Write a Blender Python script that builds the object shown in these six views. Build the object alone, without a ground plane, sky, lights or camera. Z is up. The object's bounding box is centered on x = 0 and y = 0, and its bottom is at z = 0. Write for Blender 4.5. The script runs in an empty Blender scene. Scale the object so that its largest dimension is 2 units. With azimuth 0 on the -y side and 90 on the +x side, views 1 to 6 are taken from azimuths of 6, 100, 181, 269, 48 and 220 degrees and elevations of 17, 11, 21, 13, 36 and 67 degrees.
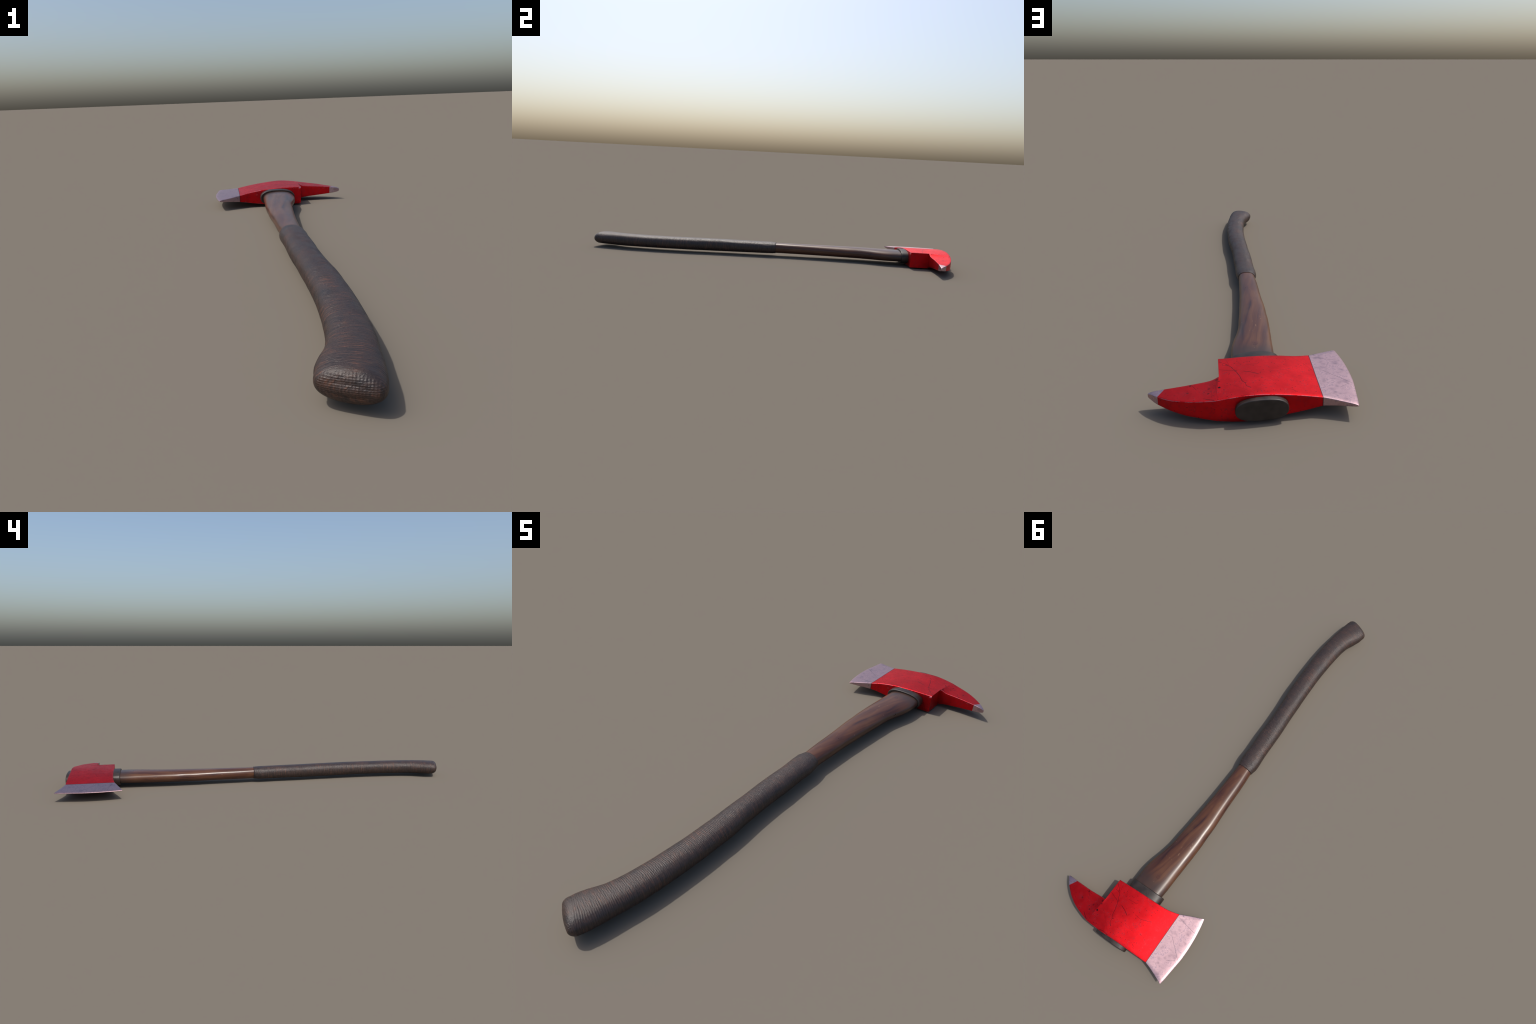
"""A fire axe lying flat: painted pick-head with bare steel blade and pick tip,
curved wooden handle, cord-wrapped grip.  Head frame: x runs along the head from
blade to pick, y along the handle, z is the thickness.  The head frame is turned
TURN about z in the world."""
import bpy, bmesh, math, random
from mathutils import Vector, Matrix, noise

TURN = math.radians(9.0)
ZC = 0.0444                      # height of the axe's mid plane
COS, SIN = math.cos(TURN), math.sin(TURN)


# ------------------------------------------------------------------ helpers
def lerp(a, b, t):
    return a + (b - a) * t


def table(x, pts):
    """smooth (monotone cubic) interpolation through (x, y) control points"""
    if x <= pts[0][0]:
        return pts[0][1]
    if x >= pts[-1][0]:
        return pts[-1][1]
    n = len(pts)
    d = [(pts[i + 1][1] - pts[i][1]) / (pts[i + 1][0] - pts[i][0]) for i in range(n - 1)]
    m = [d[0]] + [0.0 if d[i - 1] * d[i] <= 0 else 2 * d[i - 1] * d[i] / (d[i - 1] + d[i])
                  for i in range(1, n - 1)] + [d[-1]]
    for i in range(n - 1):
        if x <= pts[i + 1][0]:
            h = pts[i + 1][0] - pts[i][0]
            t = (x - pts[i][0]) / h
            return ((2 * t ** 3 - 3 * t ** 2 + 1) * pts[i][1] + (t ** 3 - 2 * t ** 2 + t) * h * m[i]
                    + (-2 * t ** 3 + 3 * t ** 2) * pts[i + 1][1] + (t ** 3 - t ** 2) * h * m[i + 1])


def catmull(stations, u):
    """Catmull-Rom through rows of numbers, u in station units"""
    n = len(stations)
    i = max(0, min(n - 2, int(math.floor(u))))
    t = u - i
    p1, p2 = stations[i], stations[i + 1]
    p0 = stations[i - 1] if i > 0 else [2 * a - b for a, b in zip(p1, p2)]
    p3 = stations[i + 2] if i + 2 < n else [2 * b - a for a, b in zip(p1, p2)]
    out = []
    for a, b, c, d in zip(p0, p1, p2, p3):
        out.append(0.5 * (2 * b + (c - a) * t + (2 * a - 5 * b + 4 * c - d) * t * t
                          + (3 * b - a - 3 * c + d) * t ** 3))
    return out


def superellipse(k, count, power):
    a = 2 * math.pi * k / count
    c, s = math.cos(a), math.sin(a)
    return (math.copysign(abs(c) ** (2 / power), c), math.copysign(abs(s) ** (2 / power), s))


def make_object(name, me, parent, mat, turned=False):
    ob = bpy.data.objects.new(name, me)
    bpy.context.scene.collection.objects.link(ob)
    ob.parent = parent
    if turned:
        ob.rotation_euler = (0, 0, TURN)
    me.materials.append(mat)
    return ob


def ring_mesh(name, rings, close_start=True, close_end=True):
    """skin a list of equally long rings of points; flat fans close the ends"""
    verts, faces = [], []
    n = len(rings[0])
    for r in rings:
        verts += [tuple(p) for p in r]
    for i in range(len(rings) - 1):
        for k in range(n):
            a, b = i * n + k, i * n + (k + 1) % n
            faces.append((a, b, b + n, a + n))
    for flag, idx in ((close_start, 0), (close_end, len(rings) - 1)):
        if flag:
            c = Vector((0, 0, 0))
            for p in rings[idx]:
                c += Vector(p)
            verts.append(tuple(c / n))
            for k in range(n):
                faces.append((idx * n + k, idx * n + (k + 1) % n, len(verts) - 1))
    me = bpy.data.meshes.new(name)
    me.from_pydata(verts, [], faces)
    bm = bmesh.new()
    bm.from_mesh(me)
    bmesh.ops.recalc_face_normals(bm, faces=bm.faces)
    bm.to_mesh(me)
    bm.free()
    me.shade_smooth()
    return me


# ------------------------------------------------------------------ node helpers
class Nodes:
    def __init__(self, name):
        self.mat = bpy.data.materials.new(name)
        self.mat.use_nodes = True
        self.tree = self.mat.node_tree
        self.bsdf = self.tree.nodes['Principled BSDF']
        self.coord = self.new('ShaderNodeTexCoord').outputs['Object']

    def new(self, kind, **kw):
        n = self.tree.nodes.new(kind)
        for k, v in kw.items():
            setattr(n, k, v)
        return n

    def link(self, a, b):
        self.tree.links.new(a, b)

    def put(self, value, sock):
        if hasattr(value, 'is_linked'):
            self.link(value, sock)
        else:
            sock.default_value = value

    def math(self, op, a, b=0.0, c=0.0, clamp=False):
        n = self.new('ShaderNodeMath', operation=op, use_clamp=clamp)
        for i, v in enumerate((a, b, c)):
            self.put(v, n.inputs[i])
        return n.outputs[0]

    def vmath(self, op, a, b):
        n = self.new('ShaderNodeVectorMath', operation=op)
        self.put(a, n.inputs[0])
        self.put(b, n.inputs[1])
        return n.outputs['Value'] if op in ('DOT_PRODUCT', 'DISTANCE') else n.outputs[0]

    def mapped(self, scale=(1, 1, 1), rot=(0, 0, 0), loc=(0, 0, 0), vec=None):
        n = self.new('ShaderNodeMapping')
        self.link(vec or self.coord, n.inputs['Vector'])
        n.inputs['Scale'].default_value = scale
        n.inputs['Rotation'].default_value = rot
        n.inputs['Location'].default_value = loc
        return n.outputs[0]

    def noise(self, vec, scale=1.0, detail=3.0, rough=0.55, distort=0.0):
        n = self.new('ShaderNodeTexNoise')
        self.link(vec, n.inputs['Vector'])
        n.inputs['Scale'].default_value = scale
        n.inputs['Detail'].default_value = detail
        n.inputs['Roughness'].default_value = rough
        n.inputs['Distortion'].default_value = distort
        return n.outputs['Fac']

    def step(self, v, lo, hi, to0=0.0, to1=1.0):
        n = self.new('ShaderNodeMapRange', interpolation_type='SMOOTHSTEP')
        self.put(v, n.inputs['Value'])
        self.put(lo, n.inputs['From Min'])
        self.put(hi, n.inputs['From Max'])
        n.inputs['To Min'].default_value = to0
        n.inputs['To Max'].default_value = to1
        return n.outputs['Result']

    def mix(self, fac, a, b, mode='MIX'):
        n = self.new('ShaderNodeMix', data_type='RGBA', blend_type=mode)
        self.put(fac, n.inputs['Factor'])
        for v, s in ((a, n.inputs['A']), (b, n.inputs['B'])):
            self.put(v if hasattr(v, 'is_linked') else (*v, 1.0), s)
        return n.outputs['Result']

    def ramp(self, fac, stops):
        n = self.new('ShaderNodeValToRGB')
        self.link(fac, n.inputs[0])
        e = n.color_ramp.elements
        e[0].position, e[0].color = stops[0][0], (*stops[0][1], 1)
        e[1].position, e[1].color = stops[-1][0], (*stops[-1][1], 1)
        for pos, col in stops[1:-1]:
            x = e.new(pos)
            x.color = (*col, 1)
        return n.outputs[0]

    def bump(self, height, strength, distance, normal=None):
        n = self.new('ShaderNodeBump')
        self.link(height, n.inputs['Height'])
        n.inputs['Strength'].default_value = strength
        n.inputs['Distance'].default_value = distance
        if normal:
            self.link(normal, n.inputs['Normal'])
        return n.outputs[0]

    def bevel(self, radius):
        n = self.new('ShaderNodeBevel', samples=6)
        n.inputs['Radius'].default_value = radius
        return n.outputs[0]

    def set(self, **kw):
        for k, v in kw.items():
            s = self.bsdf.inputs[k.replace('_', ' ')]
            if isinstance(v, tuple):
                v = (*v, 1.0)
            self.put(v, s)


def scratch_group():
    """Mask = max(Prev, Strength on the line A-B in the head plane, fading from Core to Width).
    Prev also nudges P by a hair, which makes the renderer work through the lines in order."""
    g = bpy.data.node_groups.new('scratch_line', 'ShaderNodeTree')
    for nm, kind in (('P', 'NodeSocketVector'), ('A', 'NodeSocketVector'), ('B', 'NodeSocketVector'),
                     ('Core', 'NodeSocketFloat'), ('Width', 'NodeSocketFloat'),
                     ('Strength', 'NodeSocketFloat'), ('Prev', 'NodeSocketFloat')):
        g.interface.new_socket(nm, in_out='INPUT', socket_type=kind)
    g.interface.new_socket('Mask', in_out='OUTPUT', socket_type='NodeSocketFloat')
    gi, go = g.nodes.new('NodeGroupInput'), g.nodes.new('NodeGroupOutput')

    def vm(op, a, b=None):
        n = g.nodes.new('ShaderNodeVectorMath')
        n.operation = op
        g.links.new(a, n.inputs[0])
        if b is not None:
            g.links.new(b, n.inputs[3] if op == 'SCALE' else n.inputs[1])
        return n.outputs['Value'] if op in ('DOT_PRODUCT', 'LENGTH') else n.outputs[0]

    def sm(op, a, b, clamp=False):
        n = g.nodes.new('ShaderNodeMath')
        n.operation, n.use_clamp = op, clamp
        g.links.new(a, n.inputs[0])
        if hasattr(b, 'is_linked'):
            g.links.new(b, n.inputs[1])
        else:
            n.inputs[1].default_value = b
        return n.outputs[0]
    hair = g.nodes.new('ShaderNodeCombineXYZ')
    g.links.new(sm('MULTIPLY', gi.outputs['Prev'], 1e-6), hair.inputs[0])
    ap = vm('SUBTRACT', vm('ADD', gi.outputs['P'], hair.outputs[0]), gi.outputs['A'])
    ab = vm('SUBTRACT', gi.outputs['B'], gi.outputs['A'])
    f = sm('DIVIDE', vm('DOT_PRODUCT', ap, ab), vm('DOT_PRODUCT', ab, ab), True)
    d = vm('LENGTH', vm('SUBTRACT', ap, vm('SCALE', ab, f)))
    mr = g.nodes.new('ShaderNodeMapRange')
    mr.interpolation_type = 'SMOOTHSTEP'
    g.links.new(d, mr.inputs['Value'])
    g.links.new(gi.outputs['Core'], mr.inputs['From Min'])
    g.links.new(gi.outputs['Width'], mr.inputs['From Max'])
    mr.inputs['To Min'].default_value = 1.0
    mr.inputs['To Max'].default_value = 0.0
    m = sm('MULTIPLY', mr.outputs['Result'], gi.outputs['Strength'])
    g.links.new(sm('MAXIMUM', m, gi.outputs['Prev']), go.inputs[0])
    return g


SCRATCH = scratch_group()


def scratches(N, lines, wobble=0.0012):
    """combined mask of several scratch lines or spots: (width, strength, points)"""
    flat = N.vmath('MULTIPLY', N.coord, (1, 1, 0))
    nz = N.new('ShaderNodeTexNoise')
    nz.inputs['Scale'].default_value = 70
    N.link(flat, nz.inputs['Vector'])
    off = N.vmath('MULTIPLY', N.vmath('SUBTRACT', nz.outputs['Color'], (.5, .5, .5)),
                  (wobble * 2, wobble * 2, 0))
    pos = N.vmath('ADD', flat, off)
    total = None
    for width, strength, pts in lines:
        spot = len(pts) == 1
        for a, b in zip(pts, pts if spot else pts[1:]):
            n = N.new('ShaderNodeGroup')
            n.node_tree = SCRATCH
            N.link(pos, n.inputs['P'])
            n.inputs['A'].default_value = (*a, 0)
            n.inputs['B'].default_value = (*b, 0)
            n.inputs['Core'].default_value = width * .5 if spot else 0.0
            n.inputs['Width'].default_value = width
            n.inputs['Strength'].default_value = strength
            if total is not None:
                N.link(total, n.inputs['Prev'])
            total = n.outputs[0]
    return total


# ------------------------------------------------------------------ materials
def normal_parts(N):
    s = N.new('ShaderNodeSeparateXYZ')
    tc = N.new('ShaderNodeTexCoord')
    N.link(tc.outputs['Normal'], s.inputs[0])
    return s.outputs


SEAM_X = -0.0575                 # paint stops here on the blade side


def paint_material():
    N = Nodes('red_paint')
    co = N.coord
    n_xyz = normal_parts(N)
    nz = N.math('ABSOLUTE', n_xyz[2])
    broad = N.noise(N.mapped((14, 14, 14)), detail=5, rough=.62)
    mid = N.noise(N.mapped((45, 45, 45)), detail=5, rough=.65)
    fine = N.noise(N.mapped((230, 230, 230)), detail=4, rough=.7)
    col = N.ramp(broad, [(.32, (.46, .006, .010)), (.66, (.64, .009, .014))])
    # duller mottled dirt
    dirt = N.math('MULTIPLY', N.step(mid, .47, .66), N.step(fine, .42, .62))
    col = N.mix(N.math('MULTIPLY', dirt, .75), col, (.26, .020, .030))
    # dark specks
    v = N.new('ShaderNodeTexVoronoi')
    v.inputs['Scale'].default_value = 105
    v.inputs['Randomness'].default_value = 1
    N.link(co, v.inputs['Vector'])
    sep = N.new('ShaderNodeSeparateXYZ')
    N.link(v.outputs['Color'], sep.inputs[0])
    speck = N.math('MULTIPLY', N.step(v.outputs['Distance'], .10, .26, 1, 0),
                   N.step(sep.outputs[0], .60, .68))
    col = N.mix(N.math('MULTIPLY', speck, .7), col, (.07, .008, .012))
    grit = N.math('MULTIPLY', N.step(N.noise(N.mapped((150, 150, 150), loc=(2, 5, 1)), detail=3, rough=.75), .60, .70),
                  N.step(broad, .42, .60))
    col = N.mix(N.math('MULTIPLY', grit, .7), col, (.10, .016, .024))
    # faint pale hairlines
    hair = N.noise(N.mapped((60, 420, 60), rot=(0, 0, .5)), detail=2, distort=.4)
    hair2 = N.noise(N.mapped((380, 50, 60), rot=(0, 0, .35)), detail=2, distort=.4)
    pale = N.math('MULTIPLY', N.step(N.math('MAXIMUM', hair, hair2), .68, .76), N.step(mid, .48, .6))
    col = N.mix(N.math('MULTIPLY', pale, .28), col, (.75, .16, .16))
    # the named scratches and chips
    dark = scratches(N, [
        (.0016, .95, [(.201, .809), (.186, .839), (.177, .864), (.172, .890), (.164, .899), (.158, .897)]),
        (.0014, .8, [(.164, .899), (.161, .917), (.150, .927)]),
        (.0013, .8, [(.238, .818), (.194, .831), (.186, .839)]),
        (.0017, .95, [(.164, .838), (.145, .844), (.121, .856)]),
        (.0015, .85, [(.236, .775), (.221, .786), (.211, .797), (.201, .809)]),
        (.0012, .8, [(.228, .797), (.211, .800)]),
        (.0011, .5, [(.218, .761), (.212, .775), (.206, .800)]),
        (.0018, .95, [(.285, .945), (.270, .953), (.256, .961)]),
        (.0013, .7, [(.319, .869), (.307, .893)]),
        (.0011, .6, [(.093, .836), (.065, .839), (.024, .825)]),
        (.0014, .8, [(.031, .935), (.024, .938), (.020, .946)]),
        (.0012, .6, [(.156, .801), (.116, .798)]),
        (.0016, .8, [(.180, .963), (.162, .959), (.136, .962)]),
        (.0009, .45, [(.243, .857), (.250, .900), (.246, .962)]),
        (.0009, .4, [(.285, .900), (.262, .918), (.262, .945)]),
        (.0009, .45, [(.015, .744), (-.03, .790), (-.056, .835)]),
        (.0009, .4, [(.200, .905), (.165, .935), (.140, .958)]),
        (.0010, .4, [(.235, .930), (.215, .934)]),
        # round chips on the pick
        (.0056, .6, [(.325, .868)]), (.0052, .5, [(.332, .903)]), (.0060, .6, [(.246, .866)]),
        (.0054, .5, [(.270, .900)]), (.0046, .55, [(.272, .923)]), (.0050, 1, [(.240, .908)]),
        (.0032, .8, [(.240, .878)]), (.0052, .35, [(.214, .795)]), (.0030, .5, [(.186, .830)]),
    ])
    dark = N.math('MULTIPLY', dark, N.step(nz, .55, .8))
    col = N.mix(dark, col, (.035, .006, .010))
    # paint rubbed through to grey metal along the arrises
    arris = N.math('MULTIPLY', N.step(nz, .22, .5), N.step(nz, .66, .84, 1, 0))
    rub = N.math('MULTIPLY', arris, N.step(N.math('ADD', N.math('MULTIPLY', mid, .6), N.math('MULTIPLY', fine, .4)), .44, .54))
    col = N.mix(N.math('MULTIPLY', rub, .85), col, (.36, .24, .28))
    # dark line where the paint meets the ground steel
    sx = N.new('ShaderNodeSeparateXYZ')
    N.link(co, sx.inputs[0])
    seam = N.step(N.math('ABSOLUTE', N.math('SUBTRACT', sx.outputs[0], SEAM_X)), .0009, .0028, 1, 0)
    col = N.mix(N.math('MULTIPLY', seam, .85), col, (.04, .02, .025))
    N.set(Base_Color=col, Metallic=.92, Specular_IOR_Level=.5,
          Roughness=N.math('ADD', N.math('MULTIPLY', mid, .30), .33))
    h = N.math('SUBTRACT', N.math('MULTIPLY', fine, .25), N.math('MULTIPLY', dark, .9))
    N.set(Normal=N.bump(h, .35, .0006, N.bevel(.0016)))
    return N.mat


def steel_material():
    N = Nodes('ground_steel')
    mid = N.noise(N.mapped((38, 38, 38)), detail=5, rough=.6)
    fine = N.noise(N.mapped((210, 210, 210)), detail=4, rough=.7)
    streak = N.noise(N.mapped((60, 120, 60), rot=(0, 0, .3)), detail=4)
    col = N.ramp(N.math('ADD', N.math('MULTIPLY', mid, .7), N.math('MULTIPLY', streak, .3)),
                 [(.30, (.29, .200, .230)), (.47, (.47, .315, .335)), (.7, (.55, .370, .385))])
    stain = N.math('MULTIPLY', N.step(mid, .47, .64), N.step(fine, .38, .66))
    col = N.mix(N.math('MULTIPLY', stain, .8), col, (.19, .155, .21))
    dark = scratches(N, [
        (.0011, .85, [(-.060, .744), (-.155, .761)]),
        (.0013, .85, [(-.086, .823), (-.163, .888)]),
        (.0011, .6, [(-.121, .911), (-.152, .890)]),
        (.0022, .9, [(-.071, .727), (-.077, .731)]),
        (.0009, .5, [(-.085, .940), (-.105, .952)]),
        (.0010, .5, [(-.100, .800), (-.115, .775)]),
    ], .0008)
    nz = N.math('ABSOLUTE', normal_parts(N)[2])
    dark = N.math('MULTIPLY', dark, N.step(nz, .55, .8))
    col = N.mix(dark, col, (.12, .10, .12))
    sx = N.new('ShaderNodeSeparateXYZ')
    N.link(N.coord, sx.inputs[0])
    seam = N.step(N.math('ABSOLUTE', N.math('SUBTRACT', sx.outputs[0], SEAM_X)), .0004, .0016, 1, 0)
    col = N.mix(N.math('MULTIPLY', seam, .7), col, (.08, .06, .07))
    N.set(Base_Color=col, Metallic=1.0, Roughness=N.math('ADD', N.math('MULTIPLY', mid, .25), .30))
    h = N.math('SUBTRACT', N.math('ADD', N.math('MULTIPLY', fine, .4), mid), dark)
    N.set(Normal=N.bump(h, .25, .0005, N.bevel(.0010)))
    return N.mat


def wood_material():
    N = Nodes('varnished_walnut')
    rot = (0, 0, -.105)
    warp = N.noise(N.mapped((7, 2.2, 7), rot=rot), detail=2)
    base = N.mapped((44, 2.0, 44), rot=rot)
    off = N.new('ShaderNodeCombineXYZ')
    w = N.math('MULTIPLY', warp, 3.6)
    N.link(w, off.inputs[0])
    N.link(w, off.inputs[2])
    grain = N.noise(N.vmath('ADD', base, off.outputs[0]), detail=4, rough=.55, distort=.35)
    fibre = N.noise(N.mapped((330, 16, 330), rot=rot), detail=3)
    patch = N.noise(N.mapped((16, 10, 16), rot=rot), detail=3)
    g = N.math('ADD', N.math('MULTIPLY', grain, .82), N.math('MULTIPLY', fibre, .18))
    col = N.ramp(g, [(.32, (.026, .0105, .0100)), (.42, (.056, .0210, .0135)), (.52, (.077, .0300, .0160)),
                     (.62, (.100, .043, .021)), (.72, (.058, .023, .014))])
    col = N.mix(N.step(patch, .56, .72, 0, .4), col, (.095, .047, .022))
    col = N.mix(N.step(patch, .28, .42, .5, 0), col, (.046, .018, .015))
    # pale nicks in the varnish
    nick = N.math('MULTIPLY', N.step(N.noise(N.mapped((130, 45, 130), rot=rot, loc=(3, 1, 0)), detail=3), .70, .76), 1)
    col = N.mix(N.math('MULTIPLY', nick, .6), col, (.30, .19, .12))
    # darker band across the wood at the collar end
    sx = N.new('ShaderNodeSeparateXYZ')
    N.link(N.coord, sx.inputs[0])
    dark_band = N.step(N.math('ADD', sx.outputs[1], N.math('MULTIPLY', patch, .05)), .670, .735)
    col = N.mix(N.math('MULTIPLY', dark_band, .65), col, (.030, .022, .020))
    N.set(Base_Color=col, Roughness=N.math('ADD', N.math('MULTIPLY', patch, .16), .225), Specular_IOR_Level=.42)
    N.set(Normal=N.bump(fibre, .12, .0006))
    return N.mat


def cord_material():
    N = Nodes('waxed_cord_wrap')
    streak = N.noise(N.mapped((26, 330, 26), rot=(0, 0, -.14)), detail=4, rough=.65)
    broad = N.noise(N.mapped((22, 14, 22)), detail=4, rough=.6)
    fine = N.noise(N.mapped((150, 260, 150)), detail=3, rough=.7)
    col = N.ramp(streak, [(.35, (.022, .0145, .0130)), (.55, (.039, .0245, .0205)), (.72, (.064, .037, .028))])
    rust = N.math('MULTIPLY', N.step(streak, .50, .62), N.step(N.math('ADD', broad, N.math('MULTIPLY', fine, .5)), .70, .86))
    col = N.mix(N.math('MULTIPLY', rust, .55), col, (.115, .042, .022))
    col = N.mix(N.step(broad, .30, .46, .55, 0), col, (.017, .0145, .016))
    # the butt end shows a woven grid of cord
    n = normal_parts(N)
    end = N.step(n[1], -.45, -.75)
    sx = N.new('ShaderNodeSeparateXYZ')
    N.link(N.mapped((1, 1, 1), rot=(0, .03, .28)), sx.inputs[0])
    wob = N.math('MULTIPLY', N.math('SUBTRACT', broad, .5), 2.4)
    rows = N.math('SINE', N.math('ADD', N.math('MULTIPLY', sx.outputs[2], 2 * math.pi / .0038), wob))
    cols = N.math('SINE', N.math('ADD', N.math('MULTIPLY', sx.outputs[0], 2 * math.pi / .0056), wob))
    weave = N.math('MULTIPLY', N.math('ADD', rows, N.math('MULTIPLY', cols, 1.05)), end)
    low = N.math('MULTIPLY', N.step(broad, .45, .62), end)
    col = N.mix(N.math('MULTIPLY', low, .28), col, (.075, .030, .015))
    N.set(Base_Color=col, Roughness=N.math('ADD', N.math('MULTIPLY', broad, .22), .31), Specular_IOR_Level=.45)
    b1 = N.bump(N.math('MULTIPLY', weave, N.step(fine, .3, .6, .4, 1)), .42, .0005)
    N.set(Normal=N.bump(N.math('ADD', N.math('MULTIPLY', fine, 1.3), streak), .8, .0013, b1))
    return N.mat


def rubber_material():
    N = Nodes('dark_sleeve')
    mid = N.noise(N.mapped((40, 40, 40)), detail=4)
    fine = N.noise(N.mapped((260, 260, 260)), detail=3, rough=.7)
    col = N.ramp(mid, [(.35, (.016, .0112, .0092)), (.65, (.031, .0215, .0175))])
    col = N.mix(N.step(fine, .60, .72, 0, .4), col, (.060, .038, .030))
    N.set(Base_Color=col, Roughness=N.math('ADD', N.math('MULTIPLY', mid, .2), .34), Specular_IOR_Level=.42)
    N.set(Normal=N.bump(fine, .2, .0006))
    return N.mat


# ------------------------------------------------------------------ axe head
H_NEAR = [(-.0575, .0155), (-.02, .0228), (.015, .0287), (.053, .0342), (.09, .0376), (.13, .0397),
          (.174, .0407), (.2395, .0411)]
H_FAR = [(-.0575, .0152), (-.017, .0235), (.026, .0310), (.084, .0385), (.125, .0427), (.160, .0441),
         (.197, .0418), (.250, .0350)]
T_NEAR = [(-.0575, .7325), (-.03, .7405), (.0, .7462), (.035, .7485), (.09, .7505), (.16, .7530), (.2395, .7570)]
T_FAR = [(-.0575, .9630), (.0, .9632), (.077, .9630), (.114, .9637), (.155, .9658), (.196, .9665), (.25, .9655)]
# pick: (s_near, t_near, h_near, s_far, t_far, h_far)
PICK = [(.2395, .8550, .0405, .250, .9655, .0350), (.252, .8550, .0340, .266, .9625, .0325),
        (.267, .8560, .0290, .284, .9585, .0303), (.290, .8580, .0264, .308, .9525, .0272),
        (.313, .8600, .0246, .332, .9455, .0247), (.340, .8616, .0223, .358, .9345, .0215),
        (.370, .8620, .0194, .386, .9200, .0173), (.401, .8620, .0163, .4187, .8955, .0138),
        (.420, .8616, .0139, .4315, .8835, .0121), (.436, .8612, .0108, .4403, .8740, .0100),
        (.4470, .8614, .0074, .4468, .8682, .0072), (.4500, .8625, .0040, .4494, .8660, .0040)]
EDGE = [(.691, -.1552), (.717, -.1607), (.765, -.1677), (.798, -.1703), (.832, -.1717), (.870, -.1712),
        (.893, -.1690), (.932, -.1642), (.975, -.1592), (.997, -.1552)]
HEEL = [(0, .7325), (.2, .7238), (.48, .7115), (1, .691)]
TOE = [(0, .963), (.24, .9695), (.55, .980), (1, .997)]
ROUND = .0020
N_A, N_B, N_SIDE, N_ARC = 10, 10, 6, 3


def rows_between(near, mid, far, count_a, count_b):
    """rows of (s, t, h) from the near arris over the mid line to the far arris"""
    out = []
    for i in range(count_a):
        f = i / count_a
        out.append(tuple(lerp(a, b, f) for a, b in zip(near, mid)))
    for i in range(count_b + 1):
        f = i / count_b
        out.append(tuple(lerp(a, b, f) for a, b in zip(mid, far)))
    return out


def section_loop(rows, r_near, r_far):
    """closed loop: top face, far arris + side, bottom face, near arris + side"""
    t0, t1 = rows[0][1], rows[-1][1]
    tops = []
    for s, t, h in rows:
        f = (t - t0) / (t1 - t0)
        tops.append((s, lerp(t0 + r_near, t1 - r_far, f), h))
    tops[0] = (rows[0][0], t0 + r_near, rows[0][2])
    far_s, far_h = rows[-1][0], rows[-1][2]
    near_s, near_h = rows[0][0], rows[0][2]
    loop = [(s, t, h) for s, t, h in tops]
    for k in range(1, N_ARC + 1):
        a = math.pi / 2 * k / N_ARC
        loop.append((far_s, t1 - r_far + r_far * math.sin(a), far_h - r_far + r_far * math.cos(a)))
    for k in range(1, N_SIDE):
        loop.append((far_s, t1, lerp(far_h - r_far, -(far_h - r_far), k / N_SIDE)))
    for k in range(N_ARC, 0, -1):
        a = math.pi / 2 * k / N_ARC
        loop.append((far_s, t1 - r_far + r_far * math.sin(a), -(far_h - r_far + r_far * math.cos(a))))
    loop += [(s, t, -h) for s, t, h in reversed(tops)]
    for k in range(1, N_ARC + 1):
        a = math.pi / 2 * k / N_ARC
        loop.append((near_s, t0 + r_near - r_near * math.sin(a), -(near_h - r_near + r_near * math.cos(a))))
    for k in range(1, N_SIDE):
        loop.append((near_s, t0, lerp(-(near_h - r_near), near_h - r_near, k / N_SIDE)))
    for k in range(N_ARC, 0, -1):
        a = math.pi / 2 * k / N_ARC
        loop.append((near_s, t0 + r_near - r_near * math.sin(a), near_h - r_near + r_near * math.cos(a)))
    return loop


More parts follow.
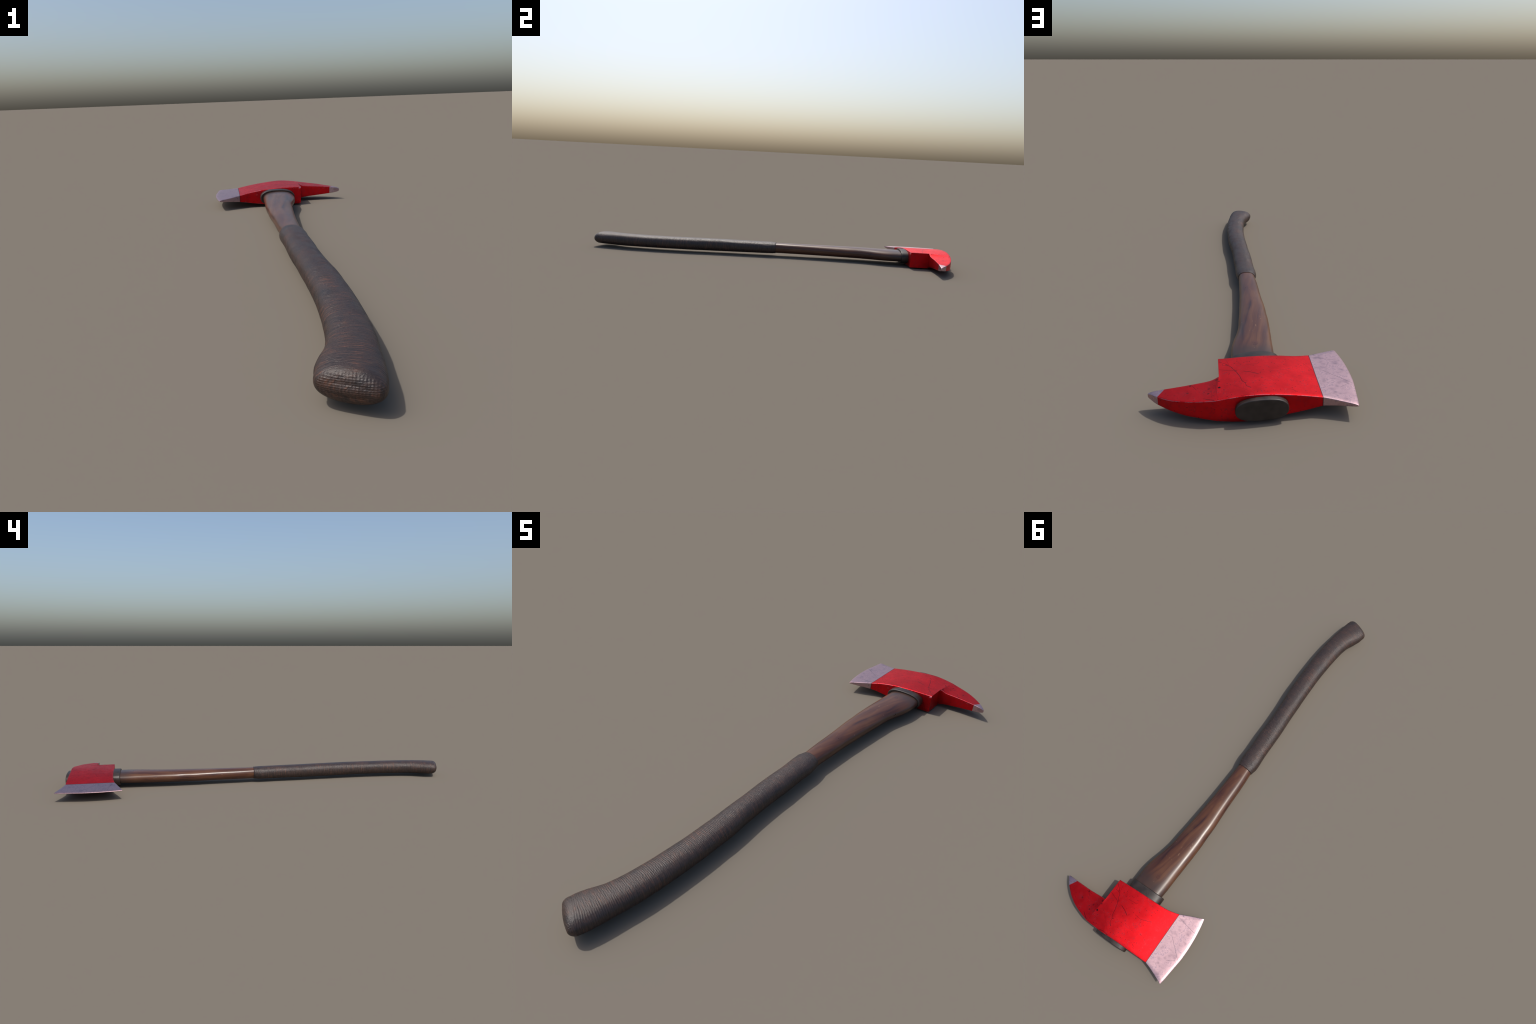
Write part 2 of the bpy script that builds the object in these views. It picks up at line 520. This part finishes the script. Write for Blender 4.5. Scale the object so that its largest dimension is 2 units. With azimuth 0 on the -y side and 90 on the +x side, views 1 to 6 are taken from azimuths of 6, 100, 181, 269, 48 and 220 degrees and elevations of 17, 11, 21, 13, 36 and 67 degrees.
def build_head(parent, paint, steel):
    verts, faces, kinds = [], [], []

    def skin(loops, kind_of):
        base = len(verts)
        n = len(loops[0])
        for lp in loops:
            verts.extend(lp)
        for i in range(len(loops) - 1):
            for k in range(n):
                a, b = base + i * n + k, base + i * n + (k + 1) % n
                faces.append((a, b, b + n, a + n))
                kinds.append(kind_of(i))

    MID0, MID1 = .8450, .8550

    def body_rows(u):
        sn, sf = lerp(-.0575, .2395, u), lerp(-.0575, .250, u)
        near = (sn, table(sn, T_NEAR), table(sn, H_NEAR))
        far = (sf, table(sf, T_FAR), table(sf, H_FAR))
        tm = lerp(MID0, MID1, u)
        f = (tm - near[1]) / (far[1] - near[1])
        hm = lerp(near[2], far[2], f)
        hm = lerp(hm, .0405, max(0, (u - .8) / .2) ** 2)
        sm = lerp(lerp(sn, sf, f), .2395, max(0, (u - .8) / .2))
        return rows_between(near, (sm, tm, hm), far, N_A, N_B)

    # blade, edge first
    seam = body_rows(0)
    blade = []
    cols = [1, .995, .985, .97, .955, .94, .9, .8, .7, .6, .5, .4, .3, .2, .1, .03]
    for v in cols:
        t_heel, t_toe = table(v, HEEL), table(v, TOE)
        s_flat = lerp(-.0575, -.1552, v)
        h_ridge = table(v, [(0, .0155), (.5, .0092), (.93, .0040), (.955, .0030), (.97, .0024), (.985, .0017),
                            (.995, .0010), (1, .0004)])
        rows = []
        for i, (s0, t0, h0) in enumerate(seam):
            f = (t0 - seam[0][1]) / (seam[-1][1] - seam[0][1])
            te = lerp(.691, .997, f)
            t = lerp(t_heel, t_toe, f)
            s = lerp(s0, table(te, EDGE), v)
            rows.append((s, t, lerp(h_ridge, h_ridge * (h0 / .0155), 1 - v)))
        r = min(ROUND, rows[0][2] * .35)
        blade.append(section_loop(rows, r, r))
    body = [section_loop(body_rows(0), ROUND, ROUND)]
    # one long last column, so that the shading turns gently into the pick
    for u in [i / 44 for i in range(1, 41)] + [.95, 1.0]:
        body.append(section_loop(body_rows(u), ROUND if u < 1 else .0001, ROUND))
    skin(blade + body, lambda i: 'blade' if i < len(blade) else 'body')
    # closing strip along the cutting edge
    lp = blade[0]
    n_top = N_A + N_B + 1
    for k in range(n_top - 1):
        j = n_top + 2 * N_ARC + N_SIDE - 1 + (n_top - 1 - k)
        faces.append((k, k + 1, j - 1, j))
        kinds.append('blade')
    side = list(range(n_top - 1, n_top + 2 * N_ARC + N_SIDE))
    faces.append(tuple(side)); kinds.append('blade')
    side = list(range(2 * n_top + 2 * N_ARC + N_SIDE - 2, len(lp))) + [0]
    faces.append(tuple(side)); kinds.append('blade')

    # pick
    n_sub = 2
    loops, kind_list = [], []
    total = (len(PICK) - 1) * n_sub
    for i in range(total + 1):
        u = i / n_sub
        row = catmull(PICK, u)
        near, far = row[:3], row[3:]
        rows = [tuple(lerp(a, b, k / N_B) for a, b in zip(near, far)) for k in range(N_B + 1)]
        ro = min(ROUND, .4 * near[2], .4 * far[2], .25 * (far[1] - near[1]))
        loops.append(section_loop(rows, lerp(.0001, ro, min(1, u / 1.0)), ro))
        kind_list.append('tip' if u >= 7 else 'body')
    skin(loops, lambda i: kind_list[i])
    base = len(verts) - len(loops[-1])
    faces.append(tuple(range(base, len(verts)))); kinds.append('tip')

    # step face between the body and the pick
    rows = body_rows(1)[:N_A + 1]
    grid = []
    for s, t, h in rows:
        t = t + .0001 * (1 - (t - rows[0][1]) / (rows[-1][1] - rows[0][1]))
        grid.append([(s, t, lerp(h, -h, k / N_SIDE)) for k in range(N_SIDE + 1)])
    b0 = len(verts)
    for g in grid:
        verts.extend(g)
    w = N_SIDE + 1
    for i in range(N_A):
        for k in range(N_SIDE):
            a = b0 + i * w + k
            faces.append((a, a + 1, a + 1 + w, a + w))
            kinds.append('body')

    me = bpy.data.meshes.new('axe_head_whole')
    me.from_pydata(verts, [], faces)
    layer_names = ['blade', 'body', 'tip']
    bm = bmesh.new()
    bm.from_mesh(me)
    lay = bm.faces.layers.int.new('kind')
    for f, k in zip(bm.faces, kinds):
        f[lay] = layer_names.index(k)
    bmesh.ops.remove_doubles(bm, verts=bm.verts, dist=.00025)
    bmesh.ops.dissolve_degenerate(bm, edges=bm.edges, dist=.00005)
    bmesh.ops.recalc_face_normals(bm, faces=bm.faces)
    bmesh.ops.translate(bm, verts=bm.verts, vec=(0, 0, ZC))
    bm.to_mesh(me)
    bm.free()
    me.shade_smooth()
    me.set_sharp_from_angle(angle=math.radians(38))
    corner = [c.vector.copy() for c in me.corner_normals]
    kind_of = [d.value for d in me.attributes['kind'].data]
    out = {}
    for idx, (part, mat, bits) in enumerate((('cutting_blade', steel, 0), ('painted_head', paint, 1),
                                             ('pick_tip', steel, 2))):
        vmap, vs, fs, ns = {}, [], [], []
        for p in me.polygons:
            if kind_of[p.index] != bits:
                continue
            f = []
            for li in p.loop_indices:
                vi = me.loops[li].vertex_index
                if vi not in vmap:
                    vmap[vi] = len(vs)
                    vs.append(me.vertices[vi].co.copy())
                f.append(vmap[vi])
                ns.append(corner[li])
            fs.append(f)
        pm = bpy.data.meshes.new(part)
        pm.from_pydata(vs, [], fs)
        pm.shade_smooth()
        pm.normals_split_custom_set(ns)
        out[part] = make_object(part, pm, parent, mat, turned=True)
    bpy.data.meshes.remove(me)
    return out


# ------------------------------------------------------------------ sleeve through the eye
def build_sleeve(name, parent, mat, sc, a, b, t0, t1, lip, flip):
    """oval plug: side wall from t0 to t1 with a rounded lip at t1"""
    count = 72
    rings = []
    prof = [(0, 0), (.35, 0), (.7, 0)]
    length = abs(t1 - t0) - lip
    d = 1 if t1 > t0 else -1
    stations = [(t0 + d * length * f, 0) for f in (0, .5, 1)]
    for k in range(1, 6):
        ang = math.pi / 2 * k / 5
        stations.append((t0 + d * (length + lip * math.sin(ang)), lip * (1 - math.cos(ang))))
    stations.append((t1, lip + .002))
    if not flip:
        for f in (.3, .6):
            stations.append((t1 + d * .0004, lerp(lip + .002, b, f)))
    for t, inset in stations:
        ring = []
        for k in range(count):
            x, z = superellipse(k, count, 2.5)
            ring.append((sc + x * (a - inset), t, ZC + z * (b - inset)))
        rings.append(ring)
    if flip:                     # collar: turn inwards to meet the wood
        ring = []
        for k in range(count):
            x, z = superellipse(k, count, 2.5)
            ring.append((sc + x * (a - .014), t1 - d * .003, ZC + z * (b - .014)))
        rings.append(ring)
    me = ring_mesh(name, rings, close_start=False, close_end=True)
    return make_object(name, me, parent, mat, turned=True)


# ------------------------------------------------------------------ handle
# stations: (x_low, y_low, x_high, y_high, half thickness)
WOOD = [(.0588, .000, .1300, .012, .0283), (.0520, .037, .1242, .045, .0283), (.0363, .110, .1157, .118, .0284),
        (.0180, .212, .1037, .222, .0287), (.0048, .279, .0977, .290, .0290), (-.0082, .340, .0927, .352, .0293),
        (-.0168, .395, .0883, .408, .0297), (-.0254, .441, .0854, .456, .0300), (-.0334, .500, .0814, .512, .0302),
        (-.0405, .559, .0836, .567, .0302), (-.0465, .614, .0895, .620, .0302), (-.0535, .668, .0912, .670, .0300),
        (-.0585, .716, .0848, .722, .0297), (-.0620, .760, .0780, .770, .0293)]
GRIP = [(.1468, -.945, .2652, -.981, .0332), (.1474, -.926, .2688, -.952, .0341), (.1537, -.900, .2702, -.912, .0345),
        (.1640, -.868, .2698, -.875, .0346), (.1688, -.845, .2700, -.848, .0345), (.1716, -.800, .2694, -.797, .0343),
        (.1696, -.739, .2649, -.733, .0340), (.1651, -.680, .2579, -.669, .0338), (.1566, -.600, .2477, -.590, .0338),
        (.1456, -.527, .2348, -.513, .0339), (.1336, -.456, .2228, -.441, .0341), (.1196, -.381, .2043, -.364, .0343),
        (.1066, -.309, .1888, -.291, .0341), (.0916, -.238, .1763, -.221, .0338), (.0786, -.165, .1653, -.148, .0333),
        (.0656, -.086, .1503, -.069, .0326), (.0536, -.032, .1433, -.016, .0324), (.0472, .004, .1350, .016, .0324)]
CORD_PITCH = .0056


def build_handle(parent, wood):
    count, rings = 80, []
    steps = (len(WOOD) - 1) * 6
    for i in range(steps + 1):
        lx, ly, hx, hy, b = catmull(WOOD, i / 6)
        rings.append(oval_ring(lx, ly, hx, hy, b, count, 2.35))
    return make_object('wooden_handle', ring_mesh('wooden_handle', rings), parent, wood)


def oval_ring(lx, ly, hx, hy, b, count, power, sa=1.0, sb=1.0, shift=(0, 0), wobble=None):
    cx, cy = (lx + hx) / 2 + shift[0], (ly + hy) / 2 + shift[1]
    ax, ay = (hx - lx) / 2 * sa, (hy - ly) / 2 * sa
    ring = []
    a_len = math.hypot(ax, ay)
    for k in range(count):
        x, z = superellipse(k, count, power)
        g = 1.0
        if wobble:
            g += wobble(k / count) / max(.02, (a_len + b * sb) / 2)
        ring.append((cx + ax * x * g, cy + ay * x * g, ZC + b * sb * z * g))
    return ring


def build_grip(parent, mat):
    count, power = 112, 2.3
    # arc length along the stations
    fine = 24
    pts = [catmull(GRIP, i / fine) for i in range((len(GRIP) - 1) * fine + 1)]
    dist = [0.0]
    for p, q in zip(pts[:-1], pts[1:]):
        dist.append(dist[-1] + math.hypot((q[0] + q[2] - p[0] - p[2]) / 2, (q[1] + q[3] - p[1] - p[3]) / 2))
    total = dist[-1]

    def at(d):
        lo, hi = 0, len(dist) - 1
        while hi - lo > 1:
            m = (lo + hi) // 2
            if dist[m] <= d:
                lo = m
            else:
                hi = m
        f = (d - dist[lo]) / (dist[hi] - dist[lo])
        return [lerp(a, b, f) for a, b in zip(pts[lo], pts[hi])]

    def relief(d):
        def f(u):
            a = 2 * math.pi * u
            q = Vector((math.cos(a) * 1.6, math.sin(a) * 1.6, d * 9))
            lump = noise.noise(q) * .00030 + noise.noise(q * 2.7) * .00022
            amp = .00031 * (.62 + .8 * noise.noise(Vector((math.cos(a) * 2, math.sin(a) * 2, d * 30)) + Vector((7, 3, 1))))
            worn = min(1.0, max(.15, (total - d - .02) / .10))
            phase = d / CORD_PITCH - u + .30 * noise.noise(Vector((math.cos(a) * 2.4, math.sin(a) * 2.4, d * 40)))
            end_lump = noise.noise(Vector((math.cos(a) * 2.2, math.sin(a) * 2.2, d * 28))) * .0007 * max(0, 1 - (total - d) / .12)
            return lump + end_lump + amp * worn * math.cos(2 * math.pi * phase)
        return f

    rings = []
    # rounded butt, built from the centre of the end face outwards
    p = pts[0]
    ax, ay = (p[2] - p[0]) / 2, (p[3] - p[1]) / 2
    a_len = math.hypot(ax, ay)
    nx, ny = ay / a_len, -ax / a_len             # outward normal of the end face
    ra, rb, depth = .0190, .0225, .0250
    for f in (.08, .2, .35, .5, .65, .8, .92):
        sa, sb = (1 - ra / a_len) * f, (1 - rb / p[4]) * f
        dd = depth + .0035 * (1 - f * f)
        rings.append(oval_ring(*p, count, power, sa, sb, (nx * dd, ny * dd)))
    for k in range(10, 0, -1):
        u = math.pi / 2 * k / 10
        sa = 1 - ra / a_len * (1 - math.cos(u))
        sb = 1 - rb / p[4] * (1 - math.cos(u))
        dd = depth * math.sin(u)
        rings.append(oval_ring(*p, count, power, sa, sb, (nx * dd, ny * dd)))
    steps = int(total / CORD_PITCH * 8)
    for i in range(steps + 1):
        d = total * i / steps
        rings.append(oval_ring(*at(d), count, power, wobble=relief(d)))
    # rim tapering onto the wood
    rim = [(.0485, .014, .1325, .024, .0318), (.0496, .024, .1300, .031, .0308),
           (.0500, .032, .1278, .038, .0304), (.0510, .0355, .1268, .041, .0298), (.0545, .034, .1225, .0385, .0260)]
    for r in rim:
        rings.append(oval_ring(*r, count, power))
    return make_object('cord_grip', ring_mesh('cord_grip', rings, close_end=False), parent, mat)


# ------------------------------------------------------------------ assemble
random.seed(4)
axe = bpy.data.objects.new('fire_axe', None)
bpy.context.scene.collection.objects.link(axe)
axe['label'] = 'red fire axe with pick head, wooden handle and dark cord grip'
axe['category'] = 'axe'

paint, steel = paint_material(), steel_material()
wood, cord, sleeve = wood_material(), cord_material(), rubber_material()
build_head(axe, paint, steel)
build_sleeve('collar', axe, sleeve, .1222, .0812, .0370, .775, .7175, .0035, True)
build_sleeve('end_plug', axe, sleeve, .1216, .0770, .0362, .93, .9805, .0035, False)
build_handle(axe, wood)
build_grip(axe, cord)
